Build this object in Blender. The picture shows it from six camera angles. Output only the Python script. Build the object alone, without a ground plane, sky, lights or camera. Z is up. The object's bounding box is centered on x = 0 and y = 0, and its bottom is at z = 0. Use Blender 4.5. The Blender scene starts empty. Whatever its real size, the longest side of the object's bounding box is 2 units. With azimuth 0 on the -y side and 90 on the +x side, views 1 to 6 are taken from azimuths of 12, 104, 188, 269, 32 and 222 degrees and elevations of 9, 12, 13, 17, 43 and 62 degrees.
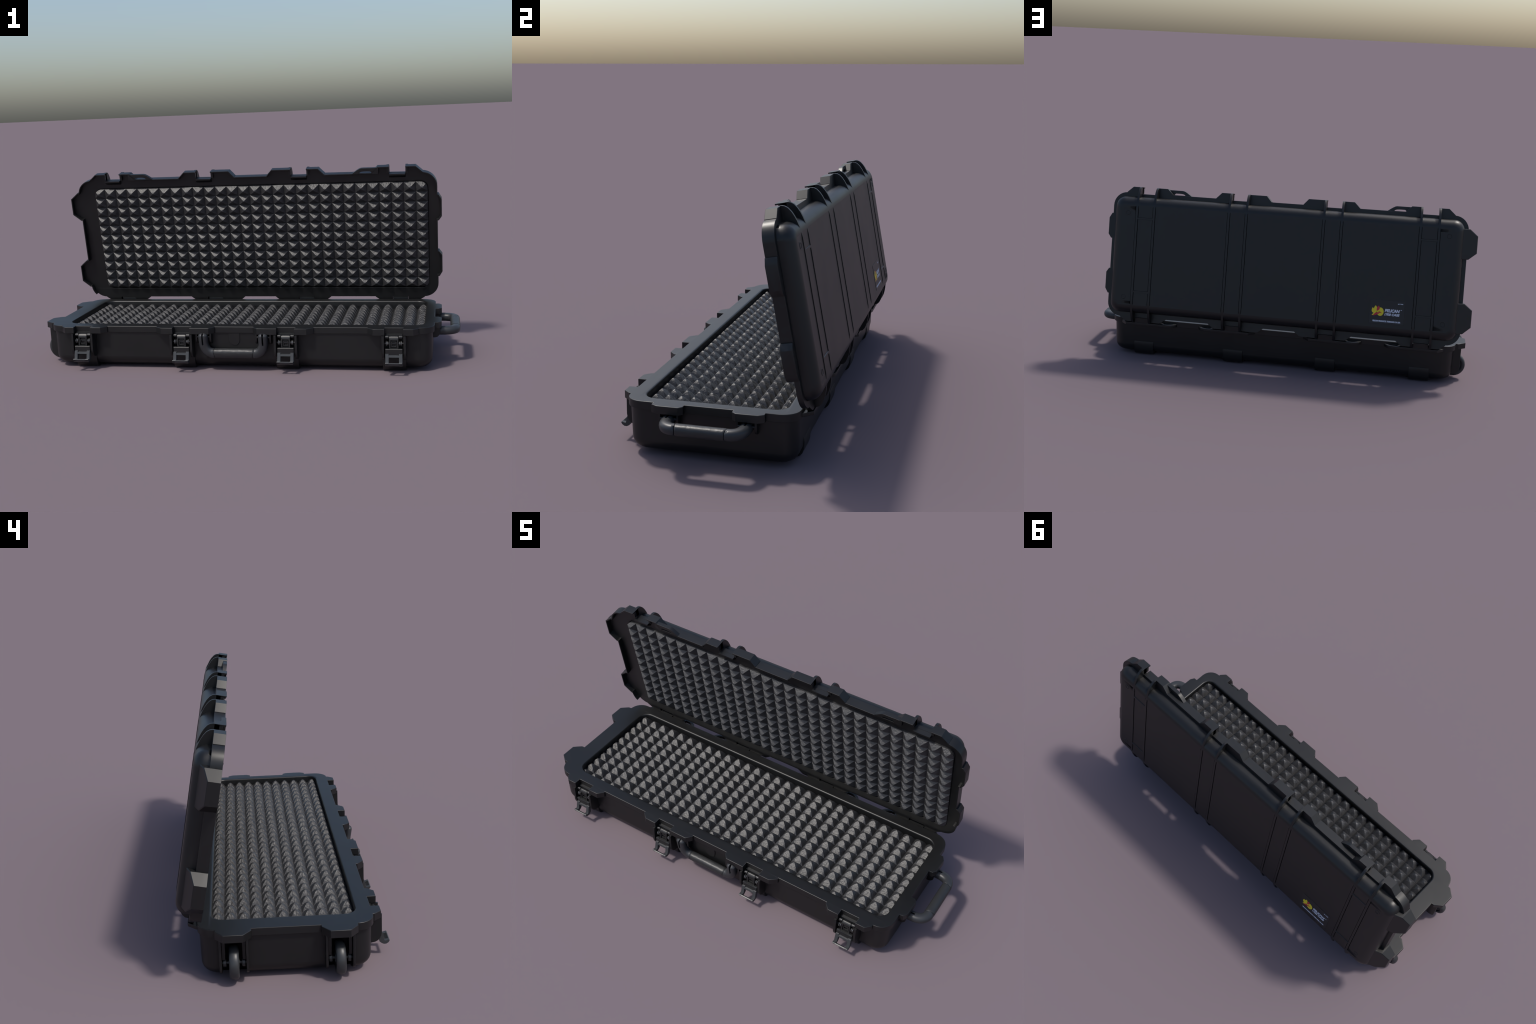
"""Long black protector case, open, with egg-crate foam in both halves."""
import bpy, bmesh, math, random
from math import sin, cos, pi, radians, sqrt
from mathutils import Vector, Matrix, noise
from mathutils.geometry import tessellate_polygon

random.seed(7)
CX = -0.0255                       # mirror plane of the latch pattern
LATCH_X = [CX - 0.7325, CX - 0.2455, CX + 0.2455, CX + 0.7325]

# ---------------------------------------------------------------- materials
def principled(name, colour, rough, bump=0.0, bump_scale=200.0, vary=0.12,
               vary_scale=6.0, spec=0.5, rough_vary=0.05, metallic=0.0):
    m = bpy.data.materials.new(name)
    m.use_nodes = True
    nt = m.node_tree
    b = nt.nodes["Principled BSDF"]
    tc = nt.nodes.new("ShaderNodeTexCoord")
    n = nt.nodes.new("ShaderNodeTexNoise")
    n.inputs["Scale"].default_value = vary_scale
    n.inputs["Detail"].default_value = 5
    nt.links.new(tc.outputs["Object"], n.inputs["Vector"])
    r = nt.nodes.new("ShaderNodeValToRGB")
    r.color_ramp.elements[0].position = 0.3
    r.color_ramp.elements[1].position = 0.7
    r.color_ramp.elements[0].color = [c * (1 - vary) for c in colour] + [1]
    r.color_ramp.elements[1].color = [c * (1 + vary) for c in colour] + [1]
    nt.links.new(n.outputs["Fac"], r.inputs["Fac"])
    nt.links.new(r.outputs["Color"], b.inputs["Base Color"])
    mr = nt.nodes.new("ShaderNodeMapRange")
    mr.inputs["To Min"].default_value = rough - rough_vary
    mr.inputs["To Max"].default_value = rough + rough_vary
    nt.links.new(n.outputs["Fac"], mr.inputs["Value"])
    nt.links.new(mr.outputs["Result"], b.inputs["Roughness"])
    b.inputs["Specular IOR Level"].default_value = spec
    b.inputs["Metallic"].default_value = metallic
    if bump > 0:
        n2 = nt.nodes.new("ShaderNodeTexNoise")
        n2.inputs["Scale"].default_value = bump_scale
        n2.inputs["Detail"].default_value = 4
        nt.links.new(tc.outputs["Object"], n2.inputs["Vector"])
        bp = nt.nodes.new("ShaderNodeBump")
        bp.inputs["Strength"].default_value = bump
        bp.inputs["Distance"].default_value = 0.004
        nt.links.new(n2.outputs["Fac"], bp.inputs["Height"])
        nt.links.new(bp.outputs["Normal"], b.inputs["Normal"])
    return m

M_SHELL = principled("black_plastic", (0.0060, 0.0062, 0.0066), 0.42)
M_LATCH = principled("latch_plastic", (0.012, 0.0125, 0.013), 0.40)
M_HOOK = principled("latch_lever_plastic", (0.034, 0.037, 0.040), 0.42)
M_ARM = principled("handle_arm_plastic", (0.026, 0.028, 0.031), 0.42)
M_GRIP = principled("grip_rubber", (0.020, 0.021, 0.022), 0.42, bump=0.35, bump_scale=60)
M_TYRE = principled("wheel_rubber", (0.028, 0.030, 0.032), 0.42)
M_STEEL = principled("spring_steel", (0.20, 0.20, 0.20), 0.35, metallic=0.8)
M_FOAM = principled("foam", (0.030, 0.030, 0.0315), 0.435, bump=0.5, bump_scale=130,
                    vary=0.25, vary_scale=45, rough_vary=0.08)
def bend_normal_for_glint(m, scale):
    """Soft foam: facet shading is flattened along one axis of the pad."""
    nt = m.node_tree
    geo = nt.nodes.new("ShaderNodeNewGeometry")
    ml = nt.nodes.new("ShaderNodeVectorMath"); ml.operation = "MULTIPLY"
    ml.inputs[1].default_value = scale
    nt.links.new(geo.outputs["Normal"], ml.inputs[0])
    nm = nt.nodes.new("ShaderNodeVectorMath"); nm.operation = "NORMALIZE"
    nt.links.new(ml.outputs[0], nm.inputs[0])
    bump = next(n for n in nt.nodes if n.type == "BUMP")
    nt.links.new(nm.outputs[0], bump.inputs["Normal"])

M_FOAM_LID = principled("lid_foam", (0.032, 0.032, 0.0335), 0.44, bump=0.5, bump_scale=130,  # same foam, base colour lightened to match brighter sunlit faces in the lid
                        vary=0.25, vary_scale=45, rough_vary=0.08)
bend_normal_for_glint(M_FOAM, (1.0, 0.70, 1.0))
M_LABEL = principled("label_film", (0.011, 0.0115, 0.013), 0.42)
M_WHITE = principled("label_white_ink", (0.55, 0.60, 0.70), 0.5, vary=0.02)
M_YELLOW = principled("label_yellow_ink", (0.68, 0.57, 0.02), 0.5, vary=0.05)
M_RED = principled("label_red_ink", (0.46, 0.02, 0.035), 0.5, vary=0.05)

# ------------------------------------------------------------ mesh helpers
def evaluated_mesh(me, setup):
    """Apply modifiers to a mesh datablock and return the result."""
    ob = bpy.data.objects.new("tmp", me)
    bpy.context.scene.collection.objects.link(ob)
    setup(ob)
    dg = bpy.context.evaluated_depsgraph_get()
    out = bpy.data.meshes.new_from_object(ob.evaluated_get(dg))
    bpy.data.objects.remove(ob)
    out.name = me.name
    return out

def harden(me):
    def setup(ob):
        m = ob.modifiers.new("wn", "WEIGHTED_NORMAL")
        m.keep_sharp = True
        m.weight = 60
    return evaluated_mesh(me, setup)

def boolean_cut(me, cut_me, angle=32):
    cutter = bpy.data.objects.new("cutter", cut_me)
    bpy.context.scene.collection.objects.link(cutter)
    def setup(ob):
        m = ob.modifiers.new("cut", "BOOLEAN")
        m.object = cutter
        m.operation = "DIFFERENCE"
        m.solver = "EXACT"
    out = evaluated_mesh(me, setup)
    bpy.data.objects.remove(cutter)
    for p in out.polygons:
        p.use_smooth = True
    out.set_sharp_from_angle(angle=radians(angle))
    return harden(out)

def finish(bm, name, mat, angle=32, recalc=True, hard=True):
    bmesh.ops.remove_doubles(bm, verts=bm.verts, dist=1e-6)
    if recalc:
        bmesh.ops.recalc_face_normals(bm, faces=bm.faces)
    me = bpy.data.meshes.new(name)
    bm.to_mesh(me)
    bm.free()
    me.materials.append(mat)
    for p in me.polygons:
        p.use_smooth = True
    me.set_sharp_from_angle(angle=radians(angle))
    return harden(me) if hard else me

def add(me, name, parent=None, mat_local=None):
    ob = bpy.data.objects.new(name, me)
    bpy.context.scene.collection.objects.link(ob)
    if parent is not None:
        ob.parent = parent
    if mat_local is not None:
        ob.matrix_local = mat_local
    return ob

def area2(p):
    return sum(p[i][0] * p[(i + 1) % len(p)][1] - p[(i + 1) % len(p)][0] * p[i][1]
               for i in range(len(p)))

def ccw(p):
    p = [tuple(q) for q in p]
    return p if area2(p) > 0 else p[::-1]

def inset(p, d):
    """Mitred inward offset of a counter-clockwise polygon."""
    out, n = [], len(p)
    for i in range(n):
        a, b, c = Vector(p[i - 1]), Vector(p[i]), Vector(p[(i + 1) % n])
        e1, e2 = (b - a).normalized(), (c - b).normalized()
        n1, n2 = Vector((-e1.y, e1.x)), Vector((-e2.y, e2.x))
        k = 1 + n1.dot(n2)
        out.append(tuple(b + (n1 + n2) * (d / max(k, 0.35))))
    return out

def rrect(x0, x1, y0, y1, r, n=8):
    pts = []
    for cx, cy, a0 in ((x1 - r, y0 + r, -90), (x1 - r, y1 - r, 0),
                       (x0 + r, y1 - r, 90), (x0 + r, y0 + r, 180)):
        for k in range(n + 1):
            a = radians(a0 + 90 * k / n)
            pts.append((cx + r * cos(a), cy + r * sin(a)))
    return pts

def ring(bm, pts, z, M):
    return [bm.verts.new(M @ Vector((x, y, z))) for x, y in pts]

def bridge(bm, a, b):
    n = len(a)
    for i in range(n):
        bm.faces.new((a[i], a[(i + 1) % n], b[(i + 1) % n], b[i]))

def cap(bm, loops):
    flat = [v for l in loops for v in l]
    tris = tessellate_polygon([[v.co.copy() for v in l] for l in loops])
    for t in tris:
        try:
            bm.faces.new([flat[i] for i in t])
        except ValueError:
            pass

IDENT = Matrix.Identity(4)
PLANE_XZ = Matrix(((1, 0, 0, 0), (0, 0, -1, 0), (0, 1, 0, 0), (0, 0, 0, 1)))
# (u, v, w) -> (x=w, y=u, z=v): profile drawn in y,z, extruded along x
PLANE_YZ = Matrix(((0, 0, 1, 0), (1, 0, 0, 0), (0, 1, 0, 0), (0, 0, 0, 1)))

def prism(bm, outline, z0, z1, b0=0.0012, b1=0.0012, holes=(), hb0=0.001, hb1=0.001,
          M=IDENT, seg=2):
    """Extruded outline with rounded edges and optional holes."""
    outline = ccw(outline)

    def steps(c0, c1):
        s = []
        if c0 > 0:
            s += [(c0 * (1 - sin(pi / 2 * k / seg)), z0 + c0 * (1 - cos(pi / 2 * k / seg)))
                  for k in range(seg + 1)]
        else:
            s.append((0, z0))
        if c1 > 0:
            s += [(c1 * (1 - cos(pi / 2 * k / seg)), z1 - c1 * (1 - sin(pi / 2 * k / seg)))
                  for k in range(seg + 1)]
        else:
            s.append((0, z1))
        return s
    tops, bots = [], []
    for k, (loop, s) in enumerate([(outline, steps(b0, b1))] +
                                  [(ccw(h), steps(hb0, hb1)) for h in holes]):
        sign = 1 if k == 0 else -1
        rs = [ring(bm, inset(loop, sign * d) if d else loop, z, M) for d, z in s]
        for i in range(len(rs) - 1):
            bridge(bm, rs[i], rs[i + 1])
        bots.append(rs[0])
        tops.append(rs[-1])
    cap(bm, tops)
    cap(bm, bots)

def box(bm, x0, x1, y0, y1, z0, z1, b=0.001, M=IDENT):
    prism(bm, [(x0, y0), (x1, y0), (x1, y1), (x0, y1)], z0, z1, b, b, M=M, seg=2)

def profile_x(bm, prof_yz, x0, x1, b=0.001, M=IDENT):
    prism(bm, prof_yz, x0, x1, b, b, M=M @ PLANE_YZ)

def loft(bm, rings, M=IDENT, cap0=True, cap1=True):
    rs = [[bm.verts.new(M @ Vector(p)) for p in r] for r in rings]
    for i in range(len(rs) - 1):
        bridge(bm, rs[i], rs[i + 1])
    if cap0:
        cap(bm, [rs[0]])
    if cap1:
        cap(bm, [rs[-1]])

def tray(bm, x0, x1, y0, y1, rc, z_open, z_end, rf, taper=0.0, n=8, nf=8, cap0=False):
    """Rounded-box shell half: straight wall from z_open, fillet rf, flat at z_end."""
    s = 1 if z_end > z_open else -1
    rings = []
    zf = z_end - s * rf
    for z, d in ((z_open, 0), (zf, taper)):
        rings.append([(x, y, z) for x, y in rrect(x0 + d, x1 - d, y0 + d, y1 - d, rc, n)])
    for k in range(1, nf + 1):
        a = pi / 2 * k / nf
        d = taper + rf * (1 - cos(a))
        rings.append([(x, y, zf + s * rf * sin(a)) for x, y in
                      rrect(x0 + d, x1 - d, y0 + d, y1 - d, max(rc - rf * 0.72 * (1 - cos(a)), 0.006), n)])
    loft(bm, rings, cap0=cap0)

def cylinder(bm, p0, p1, r, n=20, b=0.0015):
    p0, p1 = Vector(p0), Vector(p1)
    d = p1 - p0
    L = d.length
    M = Matrix.Translation(p0) @ d.to_track_quat('Z', 'Y').to_matrix().to_4x4()
    prism(bm, [(r * cos(2 * pi * k / n), r * sin(2 * pi * k / n)) for k in range(n)],
          0, L, b, b, M=M)

def torus(bm, c, axis, R, r, n=28, m=8, sy=1.0):
    c = Vector(c)
    Q = Vector(axis).to_track_quat('Z', 'Y').to_matrix()
    vs = []
    for i in range(n):
        a = 2 * pi * i / n
        row = []
        for j in range(m):
            b = 2 * pi * j / m
            row.append(bm.verts.new(c + Q @ Vector(((R + r * cos(b)) * cos(a),
                                                    (R + r * cos(b)) * sin(a), r * sy * sin(b)))))
        vs.append(row)
    for i in range(n):
        for j in range(m):
            bm.faces.new((vs[i][j], vs[(i + 1) % n][j], vs[(i + 1) % n][(j + 1) % m], vs[i][(j + 1) % m]))

# -------------------------------------------------------- rim outline rule
def rim_outline(P):
    """Plan outline of a flange (counter-clockwise): rounded rectangle with
    wheel tabs on -x, handle tabs on +x and latch tabs on -y (and +y for the lid)."""
    x0, x1, yf, yr, R = P["x0"], P["x1"], P["yf"], P["yr"], P["R"]
    pts = []

    def corner(cx, cy, a0, n=8):
        for k in range(n + 1):
            a = radians(a0 + 90 * k / n)
            pts.append((cx + R * cos(a), cy + R * sin(a)))

    def long_tabs(cxs, yb, yt, ys, right_to_left, notch):
        for c in (cxs[::-1] if right_to_left else cxs):
            i = LATCH_X.index(c)
            outer_, inner_ = P["tab_end"] if i in (0, 3) else P["tab_mid"]
            lo, hi = (outer_, inner_) if c < CX else (inner_, outer_)
            g = P["gap"]
            seq = [(-lo[1], yb), (-lo[1], ys), (-lo[0], yt), (-g, yt), (-g, notch),
                   (g, notch), (g, yt), (hi[0], yt), (hi[1], ys), (hi[1], yb)]
            if right_to_left:
                seq = seq[::-1]
            pts.extend((c + u, y) for u, y in seq)

    pts.append((x0 + R, yf))
    long_tabs(LATCH_X, yf, P["yt"], P["ys"], False, P["notch"])
    corner(x1 - R, yf + R, -90)
    a, b, c, d = P["hy"]
    for sg in (-1, 1):
        q = [(d, x1), (d, P["hs"]), (c, P["ho"]), (b, P["ho"]), (a, P["hs"]), (a, x1)]
        if sg > 0:
            q = q[::-1]
        pts.extend((x, sg * y) for y, x in q)
    corner(x1 - R, yr - R, 0)
    if "yrt" in P:
        long_tabs(LATCH_X, yr, P["yrt"], yr + 0.002, True, P["rnotch"])
    corner(x0 + R, yr - R, 90)
    a, b, c, d = P["wy"]
    for sg in (1, -1):
        q = [(d, x0), (d, P["ws"]), (c, P["wo"]), (b, P["wo"]), (a, P["ws"]), (a, x0)]
        if sg < 0:
            q = q[::-1]
        pts.extend((x, sg * y) for y, x in q)
    corner(x0 + R, yf + R, 180)
    out = []
    for p in pts:
        if not out or (Vector(p) - Vector(out[-1])).length > 1e-5:
            out.append(p)
    if (Vector(out[0]) - Vector(out[-1])).length < 1e-5:
        out.pop()
    return out

BASE_RIM = dict(x0=-0.937, x1=0.8845, yf=-0.317, yr=0.317, R=0.064,
                tab_end=((0.086, 0.109), (0.0925, 0.117)),
                tab_mid=((0.0965, 0.1265), (0.132, 0.1545)),
                gap=0.0415, yt=-0.350, ys=-0.324, notch=-0.317,
                hy=(0.0885, 0.104, 0.182, 0.2045), hs=0.902, ho=0.9145,
                wy=(0.1235, 0.153, 0.2245, 0.254), ws=-0.951, wo=-0.987)
LID_RIM = dict(x0=-0.9505, x1=0.8985, yf=-0.327, yr=0.3305, R=0.072,
               tab_end=((0.0895, 0.1225), (0.0965, 0.127)),
               tab_mid=((0.100, 0.1295), (0.1355, 0.162)),
               gap=0.040, yt=-0.358, ys=-0.3285, notch=-0.322,
               yrt=0.3545, rnotch=0.332,
               hy=(0.080, 0.1017, 0.1875, 0.2125), hs=0.9045, ho=0.919,
               wy=(0.1115, 0.1445, 0.2297, 0.2635), ws=-0.957, wo=-0.998)

# ------------------------------------------------------------- the thing
case = bpy.data.objects.new("hard_case", None)
bpy.context.scene.collection.objects.link(case)
case["label"] = "long black plastic case, open, egg-crate foam inside"
case["category"] = "hard case"

# ================================================================== BASE
ZR = 0.204
OPEN_B = (-0.8535, 0.8395, -0.2590, 0.2655)
x0, x1, y0, y1 = OPEN_B
bm = bmesh.new()
bx0, bx1, by, rc, rf, zb = -0.9275, 0.8765, 0.3105, 0.060, 0.046, 0.0115
rings = []
for k in range(8, -1, -1):
    a = pi / 2 * k / 8
    d = 0.002 + rf * (1 - cos(a))
    rings.append([(x, y, zb + rf - rf * sin(a)) for x, y in
                  rrect(bx0 + d, bx1 - d, -by + d, by - d, rc - rf * 0.72 * (1 - cos(a)), 8)])
rings.append([(x, y, 0.176) for x, y in rrect(bx0, bx1, -by, by, rc, 8)])
for d, z in ((0.0015, 0.176), (0.0015, 0.11)):
    rings.append([(x, y, z) for x, y in rrect(x0 - d, x1 + d, y0 - d, y1 + d, 0.045, 8)])
loft(bm, rings)
shell_me = finish(bm, "base_shell", M_SHELL)
bm = bmesh.new()
for s in (-1, 1):                                  # wheel wells
    box(bm, -1.0, -0.876, s * 0.189 - 0.0435, s * 0.189 + 0.0435, -0.05, 0.171, 0)
base = add(boolean_cut(shell_me, finish(bm, "cutter", M_SHELL)), "base_shell", case)

bm = bmesh.new()
prism(bm, rim_outline(BASE_RIM), 0.1745, ZR, 0.0012, 0.0026,
      holes=[rrect(x0, x1, y0, y1, 0.045, 8)], hb0=0.0, hb1=0.0070, seg=3)
add(finish(bm, "rim", M_SHELL), "rim", base)

# feet and latch wells under every latch, front and back
def well_fins(bm, c):
    prof = [(-0.300, 0.1735), (-0.3585, 0.1735), (-0.359, 0.10), (-0.357, 0.088),
            (-0.352, 0.076), (-0.344, 0.067), (-0.332, 0.061), (-0.316, 0.0585), (-0.300, 0.0585)]
    for s in (-1, 1):
        a, b = sorted((c + s * 0.0425, c + s * 0.0535))
        profile_x(bm, prof, a, b, 0.0012)

bm = bmesh.new()
for c in LATCH_X:
    well_fins(bm, c)
add(finish(bm, "latch_well", M_SHELL), "latch_well", base)
foot_bm = bmesh.new()
for c in LATCH_X:
    for s in (-1, 1):
        prof = [(s * 0.25, 0.0), (s * 0.282, 0.0), (s * 0.2945, 0.005), (s * 0.3045, 0.016),
                (s * 0.3105, 0.033), (s * 0.3128, 0.060), (s * 0.3100, 0.076), (s * 0.25, 0.080)]
        profile_x(foot_bm, prof, c - 0.0535, c + 0.0520, 0.003)
add(finish(foot_bm, "foot", M_SHELL), "foot", base)

# hinge plates, strap loops and knuckles on the rear wall
bm = bmesh.new()
for i, c in enumerate(LATCH_X):
    s = (1, -1, 1, -1)[i]          # loops of each pair face one another
    plate = [(-0.118, 0.312), (-0.116, 0.322), (-0.0865, 0.352), (0.142, 0.352), (0.157, 0.3485),
             (0.170, 0.341), (0.183, 0.325), (0.187, 0.312)]
    hole = [(0.112, 0.3215), (0.168, 0.3215), (0.160, 0.332), (0.148, 0.339), (0.137, 0.342), (0.118, 0.342)]
    prism(bm, [(c + s * u, y) for u, y in plate], 0.1775, 0.1925, 0.002, 0.002,
          holes=[[(c + s * u, y) for u, y in hole]])
add(finish(bm, "hinge_plate", M_SHELL), "hinge_plate", base)
bm = bmesh.new()
for c in LATCH_X:
    prof = [(0.305, 0.178), (0.3505, 0.178), (0.3505, 0.2185), (0.3400, 0.2185), (0.3380, 0.2000), (0.3160, 0.1960), (0.305, 0.1960)]
    profile_x(bm, prof, c - 0.0385, c + 0.0385, 0.002)
add(finish(bm, "hinge_knuckle", M_SHELL), "hinge_knuckle", base)

# D-shaped pad on the front wall behind the handle
bm = bmesh.new()
pts = [(CX - 0.025, 0.176), (CX - 0.025, 0.142)]
for k in range(1, 12):
    a = pi + pi * k / 12
    pts.append((CX + 0.025 * cos(a), 0.142 + 0.026 * sin(a)))
pts += [(CX + 0.025, 0.142), (CX + 0.025, 0.176)]
prism(bm, pts, 0.300, 0.3136, 0.0, 0.0005, M=PLANE_XZ)
add(finish(bm, "lock_pad", M_SHELL), "lock_pad", base)

# ---------------------------------------------------------------- latches
# lever and hook: J profile in (y, z), arms and cross bars left open
J_BACK = [(-0.352, 0.116), (-0.3505, 0.09), (-0.3500, 0.062), (-0.3525, 0.0535), (-0.3605, 0.0465),
          (-0.3690, 0.0428), (-0.3780, 0.0435), (-0.3865, 0.0495), (-0.3905, 0.0575)]
J_FRONT = [(-0.3868, 0.0605), (-0.3800, 0.0580), (-0.3727, 0.0565), (-0.3695, 0.0640),
           (-0.3665, 0.0780), (-0.3620, 0.0930), (-0.3560, 0.0945), (-0.3560, 0.116)]
bm = bmesh.new()
for s in (-1, 1):
    a, b = sorted((s * 0.0225, s * 0.0375))
    profile_x(bm, J_BACK + J_FRONT, a, b, 0.0010)
lip = [(-0.3755, 0.0438), (-0.3800, 0.0445), (-0.3865, 0.0495), (-0.3905, 0.0575), (-0.3868, 0.0598), (-0.3815, 0.0535), (-0.3755, 0.0500)]
profile_x(bm, lip, -0.0365, 0.0365, 0.0008)
profile_x(bm, [(-0.352, 0.0795), (-0.3650, 0.0795), (-0.3630, 0.0875), (-0.352, 0.0895)], -0.0365, 0.0365, 0.0008)
lever_me = finish(bm, "latch_lever", M_HOOK)
bm = bmesh.new()
profile_x(bm, [(-0.344, 0.080), (-0.3560, 0.080), (-0.3575, 0.1135), (-0.3565, 0.1150), (-0.344, 0.1150)], -0.037, 0.037, 0.0010)
plate_me = finish(bm, "latch_plate", M_LATCH)
# link: rounded strap with a window, rolled over the pin
bm = bmesh.new()
zc, yc = 0.1635, -0.3375
strap_w = [(-0.0205, -0.0145), (0.0145, 0.0205)]
for a, b in strap_w:
    profile_x(bm, [(-0.3370, 0.110), (-0.3500, 0.110), (-0.3480, 0.160), (-0.3445, 0.1675), (-0.3390, 0.1710), (-0.3320, 0.1700), (-0.3320, 0.160)], a, b, 0.0009)
profile_x(bm, [(-0.3370, 0.1545), (-0.3482, 0.1545), (-0.3478, 0.1610), (-0.3445, 0.1675), (-0.3390, 0.1710), (-0.3320, 0.1700), (-0.3300, 0.160)], -0.0200, 0.0200, 0.0008)
profile_x(bm, [(-0.3370, 0.110), (-0.3498, 0.110), (-0.3494, 0.1185), (-0.3370, 0.1185)], -0.0200, 0.0200, 0.0008)
# small button frame in the window
prism(bm, rrect(-0.0125, 0.0125, 0.1225, 0.1465, 0.002, 3), 0.335, 0.3455, 0.0, 0.0008, M=PLANE_XZ,
      holes=[rrect(-0.0085, 0.0085, 0.1275, 0.1425, 0.0015, 3)])
profile_x(bm, [(-0.330, 0.112), (-0.338, 0.112), (-0.338, 0.160), (-0.330, 0.160)], -0.019, 0.019, 0.0008)
link_me = finish(bm, "latch_link", M_LATCH)
bm = bmesh.new()
for s in (-1, 1):
    a, b = sorted((s * 0.0225, s * 0.0385))
    cylinder(bm, (a, yc, 0.1655), (b, yc, 0.1655), 0.0078, 16, 0.0015)
cylinder(bm, (-0.0420, -0.338, 0.137), (0.0420, -0.338, 0.137), 0.0050, 12, 0.0005)
profile_x(bm, [(-0.312, 0.1690), (-0.330, 0.1690), (-0.330, 0.1760), (-0.312, 0.1775)], -0.0385, 0.0385, 0.0008)
profile_x(bm, [(-0.308, 0.075), (-0.330, 0.080), (-0.330, 0.112), (-0.308, 0.112)], -0.040, 0.040, 0.0010)
pin_me = finish(bm, "latch_pin", M_LATCH)
bm = bmesh.new()
for s in (-1, 1):
    for u, R in ((0.0265, 0.0085), (0.0330, 0.0100)):
        torus(bm, (s * u, -0.339, 0.137), (1, 0, 0), R, 0.0022, 20, 8)
ring_me = finish(bm, "latch_spring", M_STEEL)
for c in LATCH_X:
    M = Matrix.Translation((c, 0, 0))
    lever = add(lever_me, "latch", case, M)
    add(plate_me, "latch_plate", lever)
    add(link_me, "latch_link", lever)
    add(pin_me, "latch_pin", lever)
    add(ring_me, "latch_spring", lever)

# ---------------------------------------------------------------- handles
# drawn hanging in a local frame: s across, t away from the hinge line, n outward
def handle_path():
    half, drop = 0.141, 0.0835
    pts = [(-half, -0.004), (-half, 0.02)]
    # smooth 90 degree bend from post to grip (kept slightly squared off)
    p0, p1, p2 = Vector((-half, 0.022)), Vector((-half, drop)), Vector((-half + 0.0485, drop))
    for k in range(1, 13):
        t = k / 12
        pts.append(tuple(p0 * (1 - t) ** 2 + p1 * 2 * t * (1 - t) + p2 * t * t))
    return pts, drop

def sweep(bm, path, a, b, round_start=True, n=20, cut=None):
    """Elliptical tube along a 2D path; rings are normal to it."""
    rings = []
    N = len(path)
    for i, p in enumerate(path):
        q0, q1 = Vector(path[max(i - 1, 0)]), Vector(path[min(i + 1, N - 1)])
        t = (q1 - q0).normalized()
        nrm = Vector((-t.y, t.x))
        if cut is not None and i == N - 1:
            nrm = Vector(cut).normalized()
            k = 1 / max(0.3, abs(nrm.dot(Vector((-t.y, t.x)))))
        else:
            k = 1.0
        rings.append((Vector(p), nrm, k, 1.0))
    if round_start:
        p, nrm, k, _ = rings[0]
        t = (Vector(path[1]) - Vector(path[0])).normalized()
        pre = []
        for j in range(4, 0, -1):
            ang = pi / 2 * j / 4
            pre.append((p - t * (a * 0.55) * sin(ang), nrm, 1.0, max(cos(ang), 0.3)))
        rings = pre + rings
    out = []
    for p, nrm, k, sc in rings:
        row = []
        for j in range(n):
            ang = 2 * pi * j / n
            ca, sa = cos(ang), sin(ang)
            ca = math.copysign(abs(ca) ** 0.84, ca)
            sa = math.copysign(abs(sa) ** 0.84, sa)
            q = p + nrm * (a * k * sc * ca)
            skew = 0.0045 * ca if len(out) >= len(rings) - 1 else 0.0
            row.append((q.x - abs(skew) * math.copysign(1, skew) * math.copysign(1, nrm.y) * -1, b * sc * sa, -q.y))
        out.append(row)
    loft(bm, out)

path, drop = handle_path()
A, B = 0.0224, 0.0196
arm_objs = []
bm = bmesh.new()
sweep(bm, path, A, B, True, 20)
arm_me = finish(bm, "handle_arm", M_ARM, 50)
# slot in the post, cut with a boolean
tmp = bpy.data.objects.new("tmp", arm_me)
bpy.context.scene.collection.objects.link(tmp)
bm = bmesh.new()
box(bm, -0.1450, -0.1375, -0.05, 0.05, -0.038, 0.05, 0)
cut_me = finish(bm, "cutter", M_ARM)
cutter = bpy.data.objects.new("cutter", cut_me)
bpy.context.scene.collection.objects.link(cutter)
mod = tmp.modifiers.new("slot", "BOOLEAN")
mod.object = cutter
mod.operation = "DIFFERENCE"
dg = bpy.context.evaluated_depsgraph_get()
arm_cut = bpy.data.meshes.new_from_object(tmp.evaluated_get(dg))
arm_cut.name = "handle_arm"
bpy.data.objects.remove(tmp)
bpy.data.objects.remove(cutter)
for p in arm_cut.polygons:
    p.use_smooth = True
arm_cut.set_sharp_from_angle(angle=radians(45))
bm = bmesh.new()
bm.from_mesh(arm_cut)
bmesh.ops.scale(bm, vec=(-1, 1, 1), verts=bm.verts)
bmesh.ops.reverse_faces(bm, faces=bm.faces)
arm_mirror = finish(bm, "handle_arm", M_ARM, 45)
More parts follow.
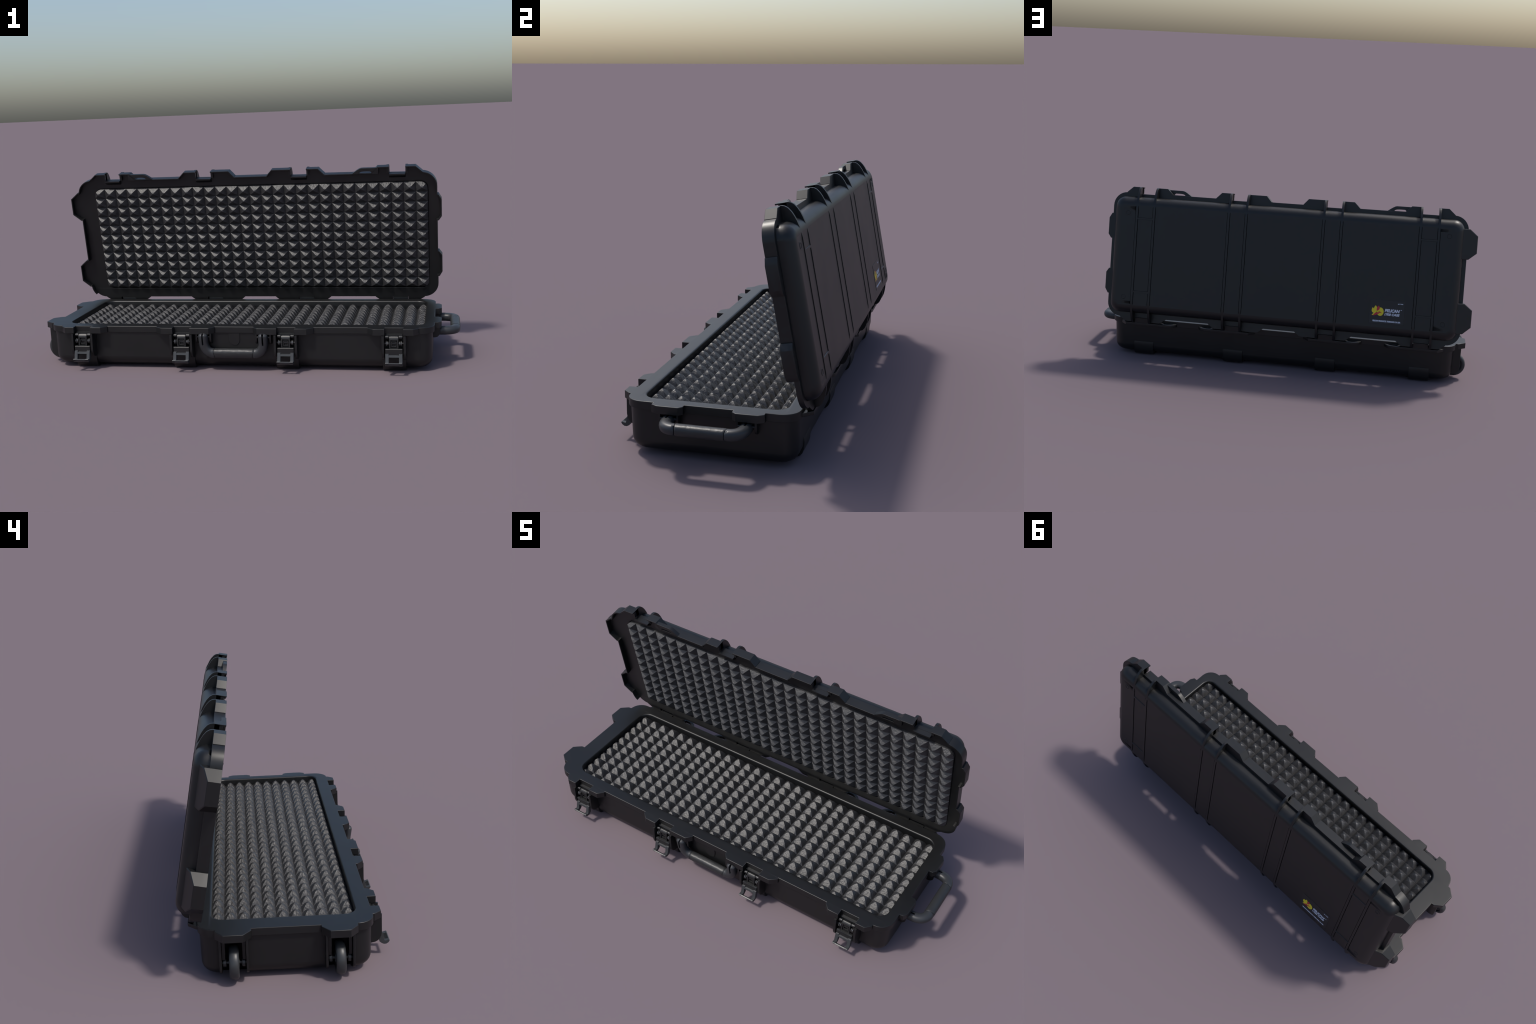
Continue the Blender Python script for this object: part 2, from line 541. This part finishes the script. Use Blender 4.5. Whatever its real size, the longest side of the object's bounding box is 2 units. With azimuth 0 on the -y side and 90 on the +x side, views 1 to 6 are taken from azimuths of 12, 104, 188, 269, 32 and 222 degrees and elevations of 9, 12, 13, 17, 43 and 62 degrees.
# grip, a little fatter and with a slightly wavy skin, grooved at both joints
bm = bmesh.new()
rings = []
gh = 0.0908
NG = 44
for i in range(NG + 1):
    f = -1 + 2 * i / NG
    row = []
    for j in range(24):
        ang = 2 * pi * j / 24
        ca, sa = cos(ang), sin(ang)
        ca = math.copysign(abs(ca) ** 0.84, ca)
        sa = math.copysign(abs(sa) ** 0.84, sa)
        e = 0.93 if i in (0, NG) else 1.0
        sl = f * (gh + 0.0045 * ca * abs(f) ** 3)
        w = 1 + 0.012 * noise.noise(Vector((sl * 30, ca * 2, sa * 2)))
        row.append((sl, 0.0203 * sa * w * e, -drop + 0.0229 * ca * w * e))
    rings.append(row)
loft(bm, rings)
grip_me = finish(bm, "grip", M_GRIP, 50)

def place_handle(M, bracket_M):
    g = add(grip_me, "carry_handle", case, M)
    add(arm_cut, "handle_arm", g)
    add(arm_mirror, "handle_arm", g)
    return g

# front handle hangs down; side handle stands straight out
place_handle(Matrix.Translation((CX, -0.3450, 0.1645)) @ Matrix.Rotation(radians(8.5), 4, 'X'), None)
side_M = Matrix.Translation((0.8935, 0.0, 0.151)) @ Matrix(((0, 0, -1, 0), (1, 0, 0, 0), (0, -1, 0, 0), (0, 0, 0, 1)))
place_handle(side_M, None)

# brackets holding the handles
bm = bmesh.new()
fin = [(-0.300, 0.178), (-0.3420, 0.178), (-0.3420, 0.150), (-0.3390, 0.138), (-0.3300, 0.129), (-0.3180, 0.126), (-0.300, 0.126)]
for s in (-1, 1):
    for o in (-0.0330, 0.0330):
        u = CX + s * 0.141 + o
        profile_x(bm, fin, u - 0.0042, u + 0.0042, 0.0012)
    u = CX + s * 0.141
    cylinder(bm, (u - 0.034, -0.337, 0.160), (u + 0.034, -0.337, 0.160), 0.005, 12, 0.0005)
Q = Matrix.Rotation(radians(90), 4, 'Z') @ Matrix.Translation((0, -0.5655, 0))
for s in (-1, 1):
    for o in (-0.0330, 0.0330):
        u = s * 0.141 + o
        profile_x(bm, [(y, z) for y, z in fin], u - 0.0042, u + 0.0042, 0.0012, M=Q)
    u = s * 0.141
    cylinder(bm, (0.903, u - 0.034, 0.157), (0.903, u + 0.034, 0.157), 0.005, 12, 0.0005)
add(finish(bm, "handle_bracket", M_SHELL), "handle_bracket", base)

# ----------------------------------------------------------------- wheels
WX, WZ, WR = -0.9345, 0.0730, 0.0615
bm = bmesh.new()
ht = 0.018
for nm, prof in (("t", [(WR - 0.016, -ht), (WR - 0.010, -ht), (WR - 0.0045, -ht * 0.86), (WR - 0.0012, -ht * 0.55), (WR, -ht * 0.18),
                        (WR, ht * 0.18), (WR - 0.0012, ht * 0.55), (WR - 0.0045, ht * 0.86), (WR - 0.010, ht), (WR - 0.016, ht),
                        (WR - 0.022, ht * 0.8), (WR - 0.022, -ht * 0.8)]),):
    n = 48
    rows = []
    for i in range(n):
        a = 2 * pi * i / n
        rows.append([bm.verts.new((r * cos(a), y, r * sin(a))) for r, y in prof])
    for i in range(n):
        for j in range(len(prof)):
            k = (j + 1) % len(prof)
            bm.faces.new((rows[i][j], rows[(i + 1) % n][j], rows[(i + 1) % n][k], rows[i][k]))
tyre_me = finish(bm, "tyre", M_TYRE, 50)
bm = bmesh.new()
cylinder(bm, (0, -0.012, 0), (0, 0.012, 0), WR - 0.019, 32, 0.002)
cylinder(bm, (0, -0.019, 0), (0, 0.019, 0), 0.018, 24, 0.002)
cylinder(bm, (0, -0.046, 0), (0, 0.046, 0), 0.006, 16, 0.001)
for s in (-1, 1):
    a, b = sorted((s * 0.0275, s * 0.040))
    cylinder(bm, (0, a, 0), (0, b, 0), 0.0155, 24, 0.002)
hub_me = finish(bm, "wheel_hub", M_TYRE)
bm = bmesh.new()
for s in (-1, 1):
    yc_ = s * 0.189
    fp = [(-0.90, 0.176), (-0.9675, 0.176), (-0.9655, 0.062), (-0.9625, 0.051), (-0.9560, 0.0425),
          (-0.9450, 0.0365), (-0.9300, 0.0335), (-0.90, 0.0335)]
    for o in (-0.0480, 0.0480):
        # plates beside the wheel: profile in x,z extruded along y
        y = yc_ + o
        prism(bm, fp, -(y + 0.0045), -(y - 0.0045), 0.0015, 0.0015, M=PLANE_XZ)
    ip = [(-0.90, 0.176), (-0.955, 0.176), (-0.951, 0.092), (-0.90, 0.092)]
    for o in (-0.0365, 0.0365):
        y = yc_ + o
        prism(bm, ip, -(y + 0.006), -(y - 0.006), 0.001, 0.001, M=PLANE_XZ)
add(finish(bm, "wheel_bracket", M_SHELL), "wheel_bracket", base)
for s in (-1, 1):
    w = add(tyre_me, "wheel", case, Matrix.Translation((WX, s * 0.189, WZ)))
    add(hub_me, "wheel_hub", w)

# ------------------------------------------------------------------- foam
def foam_mesh(name, nx, ny, px, py, cx, cy, bounds, rc, peak, H, skirt, seed, up, groove, lean):
    """Egg-crate pad: nx by ny rounded pyramids clipped to a rounded rectangle."""
    K = 14
    e = 0.18
    bx0, bx1, by0, by1 = bounds
    gx, gy = nx * K, ny * K
    ox, oy = cx - nx * px / 2, cy - ny * py / 2
    bm = bmesh.new()
    den = sqrt(1 + e * e) - e

    def height(x, y):
        u = ((x - ox) / px) % 1.0 * 2 - 1
        v = ((y - oy) / py) % 1.0 * 2 - 1
        m = max(abs(u), abs(v))
        h = (sqrt(1 + e * e) - sqrt(m * m + e * e)) / den
        h -= groove * max(0.0, abs(u) - 0.5) / 0.5      # columns are parted by a deeper cut
        i, j = math.floor((x - ox) / px), math.floor((y - oy) / py)
        jit = 1 + 0.05 * noise.noise(Vector((i * 3.7 + seed, j * 5.1, 0.5)))
        rough = 0.0011 * noise.noise(Vector((x * 95, y * 95, seed))) * min(1, (1 - m) * 4)
        return H * h * jit + rough

    grid = []
    for j in range(gy + 1):
        row = []
        for i in range(gx + 1):
            x, y = ox + px * i / K, oy + py * j / K
            x, y = min(max(x, bx0), bx1), min(max(y, by0), by1)
            qx = min(max(x, bx0 + rc), bx1 - rc)
            qy = min(max(y, by0 + rc), by1 - rc)
            dx, dy = x - qx, y - qy
            d = sqrt(dx * dx + dy * dy)
            if d > rc:
                x, y = qx + dx * rc / d, qy + dy * rc / d
            # keep exact cell borders on the valley line
            xx = x if 0 < i % K else x + (1e-7)
            yy = y if 0 < j % K else y + (1e-7)
            h = height(xx, yy)
            row.append(bm.verts.new((x, y, up * (peak - H + h + lean * y))))
        grid.append(row)
    for j in range(gy):
        for i in range(gx):
            a, b, c, d = grid[j][i], grid[j][i + 1], grid[j + 1][i + 1], grid[j + 1][i]
            same = ((i % K) < K // 2) == ((j % K) < K // 2)
            tris = ((a, b, c), (a, c, d)) if same else ((a, b, d), (b, c, d))
            for t in tris:
                try:
                    f = bm.faces.new(t)
                except ValueError:
                    pass
    border = [grid[0][i] for i in range(gx)] + [grid[j][gx] for j in range(gy)] + \
             [grid[gy][i] for i in range(gx, 0, -1)] + [grid[j][0] for j in range(gy, 0, -1)]
    low = [bm.verts.new((v.co.x, v.co.y, up * skirt)) for v in border]
    n = len(border)
    for i in range(n):
        k = (i + 1) % n
        bm.faces.new((border[i], low[i], low[k], border[k]))
    if up < 0:
        bmesh.ops.reverse_faces(bm, faces=bm.faces)
    bmesh.ops.remove_doubles(bm, verts=bm.verts, dist=2e-6)
    bmesh.ops.dissolve_degenerate(bm, edges=bm.edges, dist=1e-6)
    return finish(bm, name, M_FOAM if up > 0 else M_FOAM_LID, 26, recalc=False, hard=False)

base_foam = foam_mesh("base_foam", 29, 11, 0.05925, 0.0484, -0.0050, 0.0035,
                      (-0.8575, 0.846, -0.2655, 0.2695), 0.047, 0.1905, 0.0240, 0.110, 1.0, 1, 0.38, 0.0)
add(base_foam, "base_foam", case)

# =================================================================== LID
TILT = math.atan(0.1835)
U = Vector((0, -sin(TILT), cos(TILT)))
N = Vector((0, cos(TILT), sin(TILT)))
ORIG = Vector((0, 0.3405, 0)) + U * 0.5455
LID_M = Matrix(((1, 0, 0, ORIG.x), (0, -U.y, N.y, ORIG.y), (0, -U.z, N.z, ORIG.z), (0, 0, 0, 1)))
FLOOR, BACK = 0.0245, 0.0435      # flange between these depths; shell back at 0.100
SHELL_W = 0.1000
OPEN_L = (-0.8655, 0.8545, -0.2770, 0.2805)

bm = bmesh.new()
tray(bm, -0.9320, 0.8790, -0.3070, 0.3070, 0.052, 0.040, SHELL_W, 0.044, taper=0.002, cap0=True)
lid_me = finish(bm, "lid_shell", M_SHELL)
bm = bmesh.new()
for c in LATCH_X:
    for s in (-1, 1):
        for o in (0.0389, 0.0526):
            box(bm, c + s * o - 0.0012, c + s * o + 0.0012, -0.257, 0.257, 0.0968, 0.12, 0)
lid = add(boolean_cut(lid_me, finish(bm, "cutter", M_SHELL)), "lid_shell", case, LID_M)

bm = bmesh.new()
lo = rim_outline(LID_RIM)
prism(bm, lo, FLOOR, BACK, 0.0, 0.0014, holes=[rrect(*OPEN_L, 0.036, 8)], hb0=0.002, hb1=0.0)
rr = [[(x, y, z) for x, y in rrect(*OPEN_L, 0.036, 8)] for z in (FLOOR + 0.002, 0.07)]
loft(bm, rr, cap0=False)
add(finish(bm, "lid_flange", M_SHELL), "lid_flange", lid)

# lip: thin wall standing on the flange along front and ends, interrupted at the latches
lc = ccw(lo)
T = 0.0055
li = inset(lc, T)
def lip_allowed(p):
    x, y = p
    if y > (0.3135 if x < 0 else 0.2126):
        return False
    if y < -0.30:
        for c in LATCH_X:
            if abs(x - c) < LID_RIM["gap"] - 0.001:
                return False
    return True
segs, cur = [], []
n = len(lc)
start = next(i for i in range(n) if not lip_allowed(lc[i]))
for k in range(n + 1):
    i = (start + k) % n
    if lip_allowed(lc[i]):
        # gap corner sits at the notch: skip the notch vertices
        if lc[i][1] > -0.3225 and lc[i][1] < -0.30 and any(abs(abs(lc[i][0] - c) - LID_RIM["gap"]) < 1e-4 for c in LATCH_X):
            if cur:
                segs.append(cur)
                cur = []
            continue
        cur.append(i)
    elif cur:
        segs.append(cur)
        cur = []
if cur:
    segs.append(cur)
bm = bmesh.new()
for sg in segs:
    outer = [lc[i] for i in sg]
    inner = []
    for i in sg:
        q = li[i]
        if any(abs(abs(lc[i][0] - c) - LID_RIM["gap"]) < 1e-4 for c in LATCH_X) and lc[i][1] < -0.33:
            q = (lc[i][0], lc[i][1] + T)
        inner.append(q)
    poly = outer + inner[::-1]
    prism(bm, poly, 0.0, FLOOR, 0.0013, 0.0)
add(finish(bm, "lid_lip", M_SHELL), "lid_lip", lid)

# padlock loops beside the two outer latches
bm = bmesh.new()
for c, s in ((LATCH_X[0], 1), (LATCH_X[3], -1)):
    o = [(0.090, -0.322), (0.090, -0.3535), (0.172, -0.3535), (0.182, -0.3510), (0.194, -0.3445), (0.218, -0.3280), (0.222, -0.322)]
    h = [(0.121, -0.3285), (0.186, -0.3285), (0.180, -0.3340), (0.172, -0.3362), (0.162, -0.3372), (0.131, -0.3372)]
    prism(bm, [(c + s * u, y) for u, y in o], 0.0, 0.019, 0.0012, 0.0012,
          holes=[[(c + s * u, y) for u, y in h]])
add(finish(bm, "padlock_loop", M_SHELL), "padlock_loop", lid)

# deep bumper blocks over the wheels (back face slants towards the outer edge)
bm = bmesh.new()
a, b, c_, d = LID_RIM["wy"]
for s in (-1, 1):
    slope = lambda x: 0.0455 + (x + 0.998) * 0.43
    out = [(-0.905, a), (-0.957, a), (-0.998, b), (-0.998, c_), (-0.957, d), (-0.905, d)]
    ins = [(-0.905, a + 0.0025), (-0.9565, a + 0.0025), (-0.9960, b + 0.001), (-0.9960, c_ - 0.001), (-0.9565, d - 0.0025), (-0.905, d - 0.0025)]
    cy = (a + d) / 2
    grow = [(x - 0.0006, y + math.copysign(0.0006, y - cy)) for x, y in out]
    rings = [[(x, s * y, FLOOR + 0.001) for x, y in grow],
             [(x, s * y, slope(x) - 0.002) for x, y in grow],
             [(x, s * y, slope(x)) for x, y in ins]]
    loft(bm, rings)
add(finish(bm, "bumper_block", M_SHELL, 20), "bumper_block", lid)

# ribs wrapping the lid on both sides of every latch
RIB_ARC = [(0.3580, 0.0360), (0.3588, 0.0470), (0.3560, 0.0575), (0.3483, 0.0678), (0.3340, 0.0780), (0.3184, 0.0855),
           (0.3000, 0.0918), (0.2800, 0.0968), (0.2600, 0.1004), (0.2400, 0.1026)]
RIB = [(-0.3535, 0.012)] + [(-y, w) for y, w in RIB_ARC] + RIB_ARC[::-1][:-2] + \
      [(0.3570, 0.0470), (0.3560, 0.0250), (0.3300, 0.0250), (0.3000, 0.0420), (-0.3000, 0.0420), (-0.3230, 0.0260), (-0.3230, 0.0120)]
bm = bmesh.new()
for c in LATCH_X:
    for s in (-1, 1):
        x_in, x_out = c + s * 0.0400, c + s * 0.0515
        prism(bm, RIB, min(x_in, x_out), max(x_in, x_out), 0.0006, 0.0006, M=PLANE_YZ)
add(finish(bm, "rib", M_SHELL, 28), "rib", lid)

# sills that close the lid flange behind each latch
bm = bmesh.new()
for c in LATCH_X:
    profile_x(bm, [(-0.3212, 0.0010), (-0.3212, 0.0300), (-0.2980, 0.0300), (-0.2980, 0.0235), (-0.3140, 0.0010)], c - 0.0392, c + 0.0392, 0.0008)
add(finish(bm, "latch_sill", M_SHELL), "latch_sill", lid)

# cross bars between the outer rib pairs
bm = bmesh.new()
for c in (LATCH_X[0], LATCH_X[3]):
    for y in (-0.1935, 0.1900):
        profile_x(bm, [(y - 0.0090, 0.095), (y - 0.0045, 0.1026), (y + 0.0035, 0.1026), (y + 0.0048, 0.095)], c - 0.042, c + 0.042, 0.0005)
add(finish(bm, "cross_bar", M_SHELL), "cross_bar", lid)
bm = bmesh.new()
for x in (-0.8565, 0.7995):
    for y in (-0.2215, 0.2200):
        torus(bm, (x, y, SHELL_W - 0.0002), (0, 0, 1), 0.0112, 0.0016, 28, 8)
add(finish(bm, "stud_ring", M_SHELL, 60), "stud_ring", lid)

lid_foam = foam_mesh("lid_foam", 29, 11, 0.0595, 0.0503, -0.0077, 0.0005,
                     (OPEN_L[0] + 0.002, OPEN_L[1] - 0.002, OPEN_L[2] + 0.002, OPEN_L[3] - 0.002), 0.034,
                     0.0005, 0.0235, -0.060, 4.0, -1, 0.0, -0.019)
add(lid_foam, "lid_foam", lid)

# ---------------------------------------------------------------- label
LW = SHELL_W + 0.0014
def to_lid(me, M):
    me.transform(M)

bm = bmesh.new()
prism(bm, rrect(-0.6640, -0.4900, 0.1225, 0.2425, 0.003, 4), SHELL_W - 0.001, LW, 0.0, 0.0008)
label = add(finish(bm, "label", M_LABEL), "label", lid)

def text(body, x, y, size, width=1.0, bold=0.0, shear=0.0, spacing=1.0):
    """Lettering: x,y = baseline start in lid coordinates, read from behind."""
    cu = bpy.data.curves.new("lettering", "FONT")
    cu.body = body
    cu.size = size
    cu.offset = bold
    cu.shear = shear
    cu.space_character = spacing
    cu.extrude = 0.0002
    ob = bpy.data.objects.new("lettering", cu)
    bpy.context.scene.collection.objects.link(ob)
    dg = bpy.context.evaluated_depsgraph_get()
    me = bpy.data.meshes.new_from_object(ob.evaluated_get(dg))
    bpy.data.objects.remove(ob)
    xs = [v.co.x for v in me.vertices]
    k = width / (max(xs) - min(xs))
    x_off = min(xs)
    M = Matrix(((-k, 0, 0, x + k * x_off), (0, -1, 0, y), (0, 0, 1, LW + 0.0002), (0, 0, 0, 1)))
    me.transform(M)
    me.materials.clear()
    me.materials.append(M_WHITE)
    return add(me, "lettering", label)

text("PELICAN", -0.5658, 0.1808, 0.0205, 0.0755, 0.0011, 0.20)
text("TM", -0.6440, 0.1690, 0.0055, 0.0070, 0.0001)
text("1700 CASE", -0.5655, 0.1985, 0.0155, 0.0765, 0.0008, 0.20)
text("PELICAN PRODUCTS, TORRANCE, CA USA", -0.5085, 0.2325, 0.0098, 0.1395, 0.0006)
text("#1700", -0.6290, 0.1385, 0.0060, 0.0260, 0.0002)

def leaf(x0, y0, x1, y1, w, bend=0.0, n=10):
    a, b = Vector((x0, y0)), Vector((x1, y1))
    d = b - a
    nn = Vector((-d.y, d.x)).normalized()
    L, R = [], []
    for i in range(n + 1):
        t = i / n
        c = a + d * t + nn * (bend * sin(pi * t))
        h = w * sin(pi * t ** 0.85) * 0.5
        L.append(tuple(c + nn * h))
        R.append(tuple(c - nn * h))
    return L + R[-2:0:-1]

bm = bmesh.new()
prism(bm, [(-0.5435 + 0.0172 * cos(2 * pi * k / 40), 0.1820 + 0.0215 * sin(2 * pi * k / 40)) for k in range(40)], LW, LW + 0.0002, 0, 0)
prism(bm, leaf(-0.5190, 0.1520, -0.5125, 0.1960, 0.0185, 0.004), LW, LW + 0.00022, 0, 0)
prism(bm, leaf(-0.5045, 0.1630, -0.5210, 0.1960, 0.0150, -0.004), LW, LW + 0.00026, 0, 0)
prism(bm, leaf(-0.5020, 0.2020, -0.5290, 0.1900, 0.0075, 0.002), LW, LW + 0.0003, 0, 0)
add(finish(bm, "emblem", M_YELLOW), "emblem", label)
bm = bmesh.new()
prism(bm, leaf(-0.5350, 0.1525, -0.5260, 0.1800, 0.0145, 0.002), LW, LW + 0.0004, 0, 0)
prism(bm, leaf(-0.5085, 0.2035, -0.5470, 0.1860, 0.0105, 0.003), LW, LW + 0.00044, 0, 0)
prism(bm, leaf(-0.5330, 0.1795, -0.5540, 0.1895, 0.0040, 0.0), LW, LW + 0.00048, 0, 0)
add(finish(bm, "emblem", M_RED), "emblem", label)
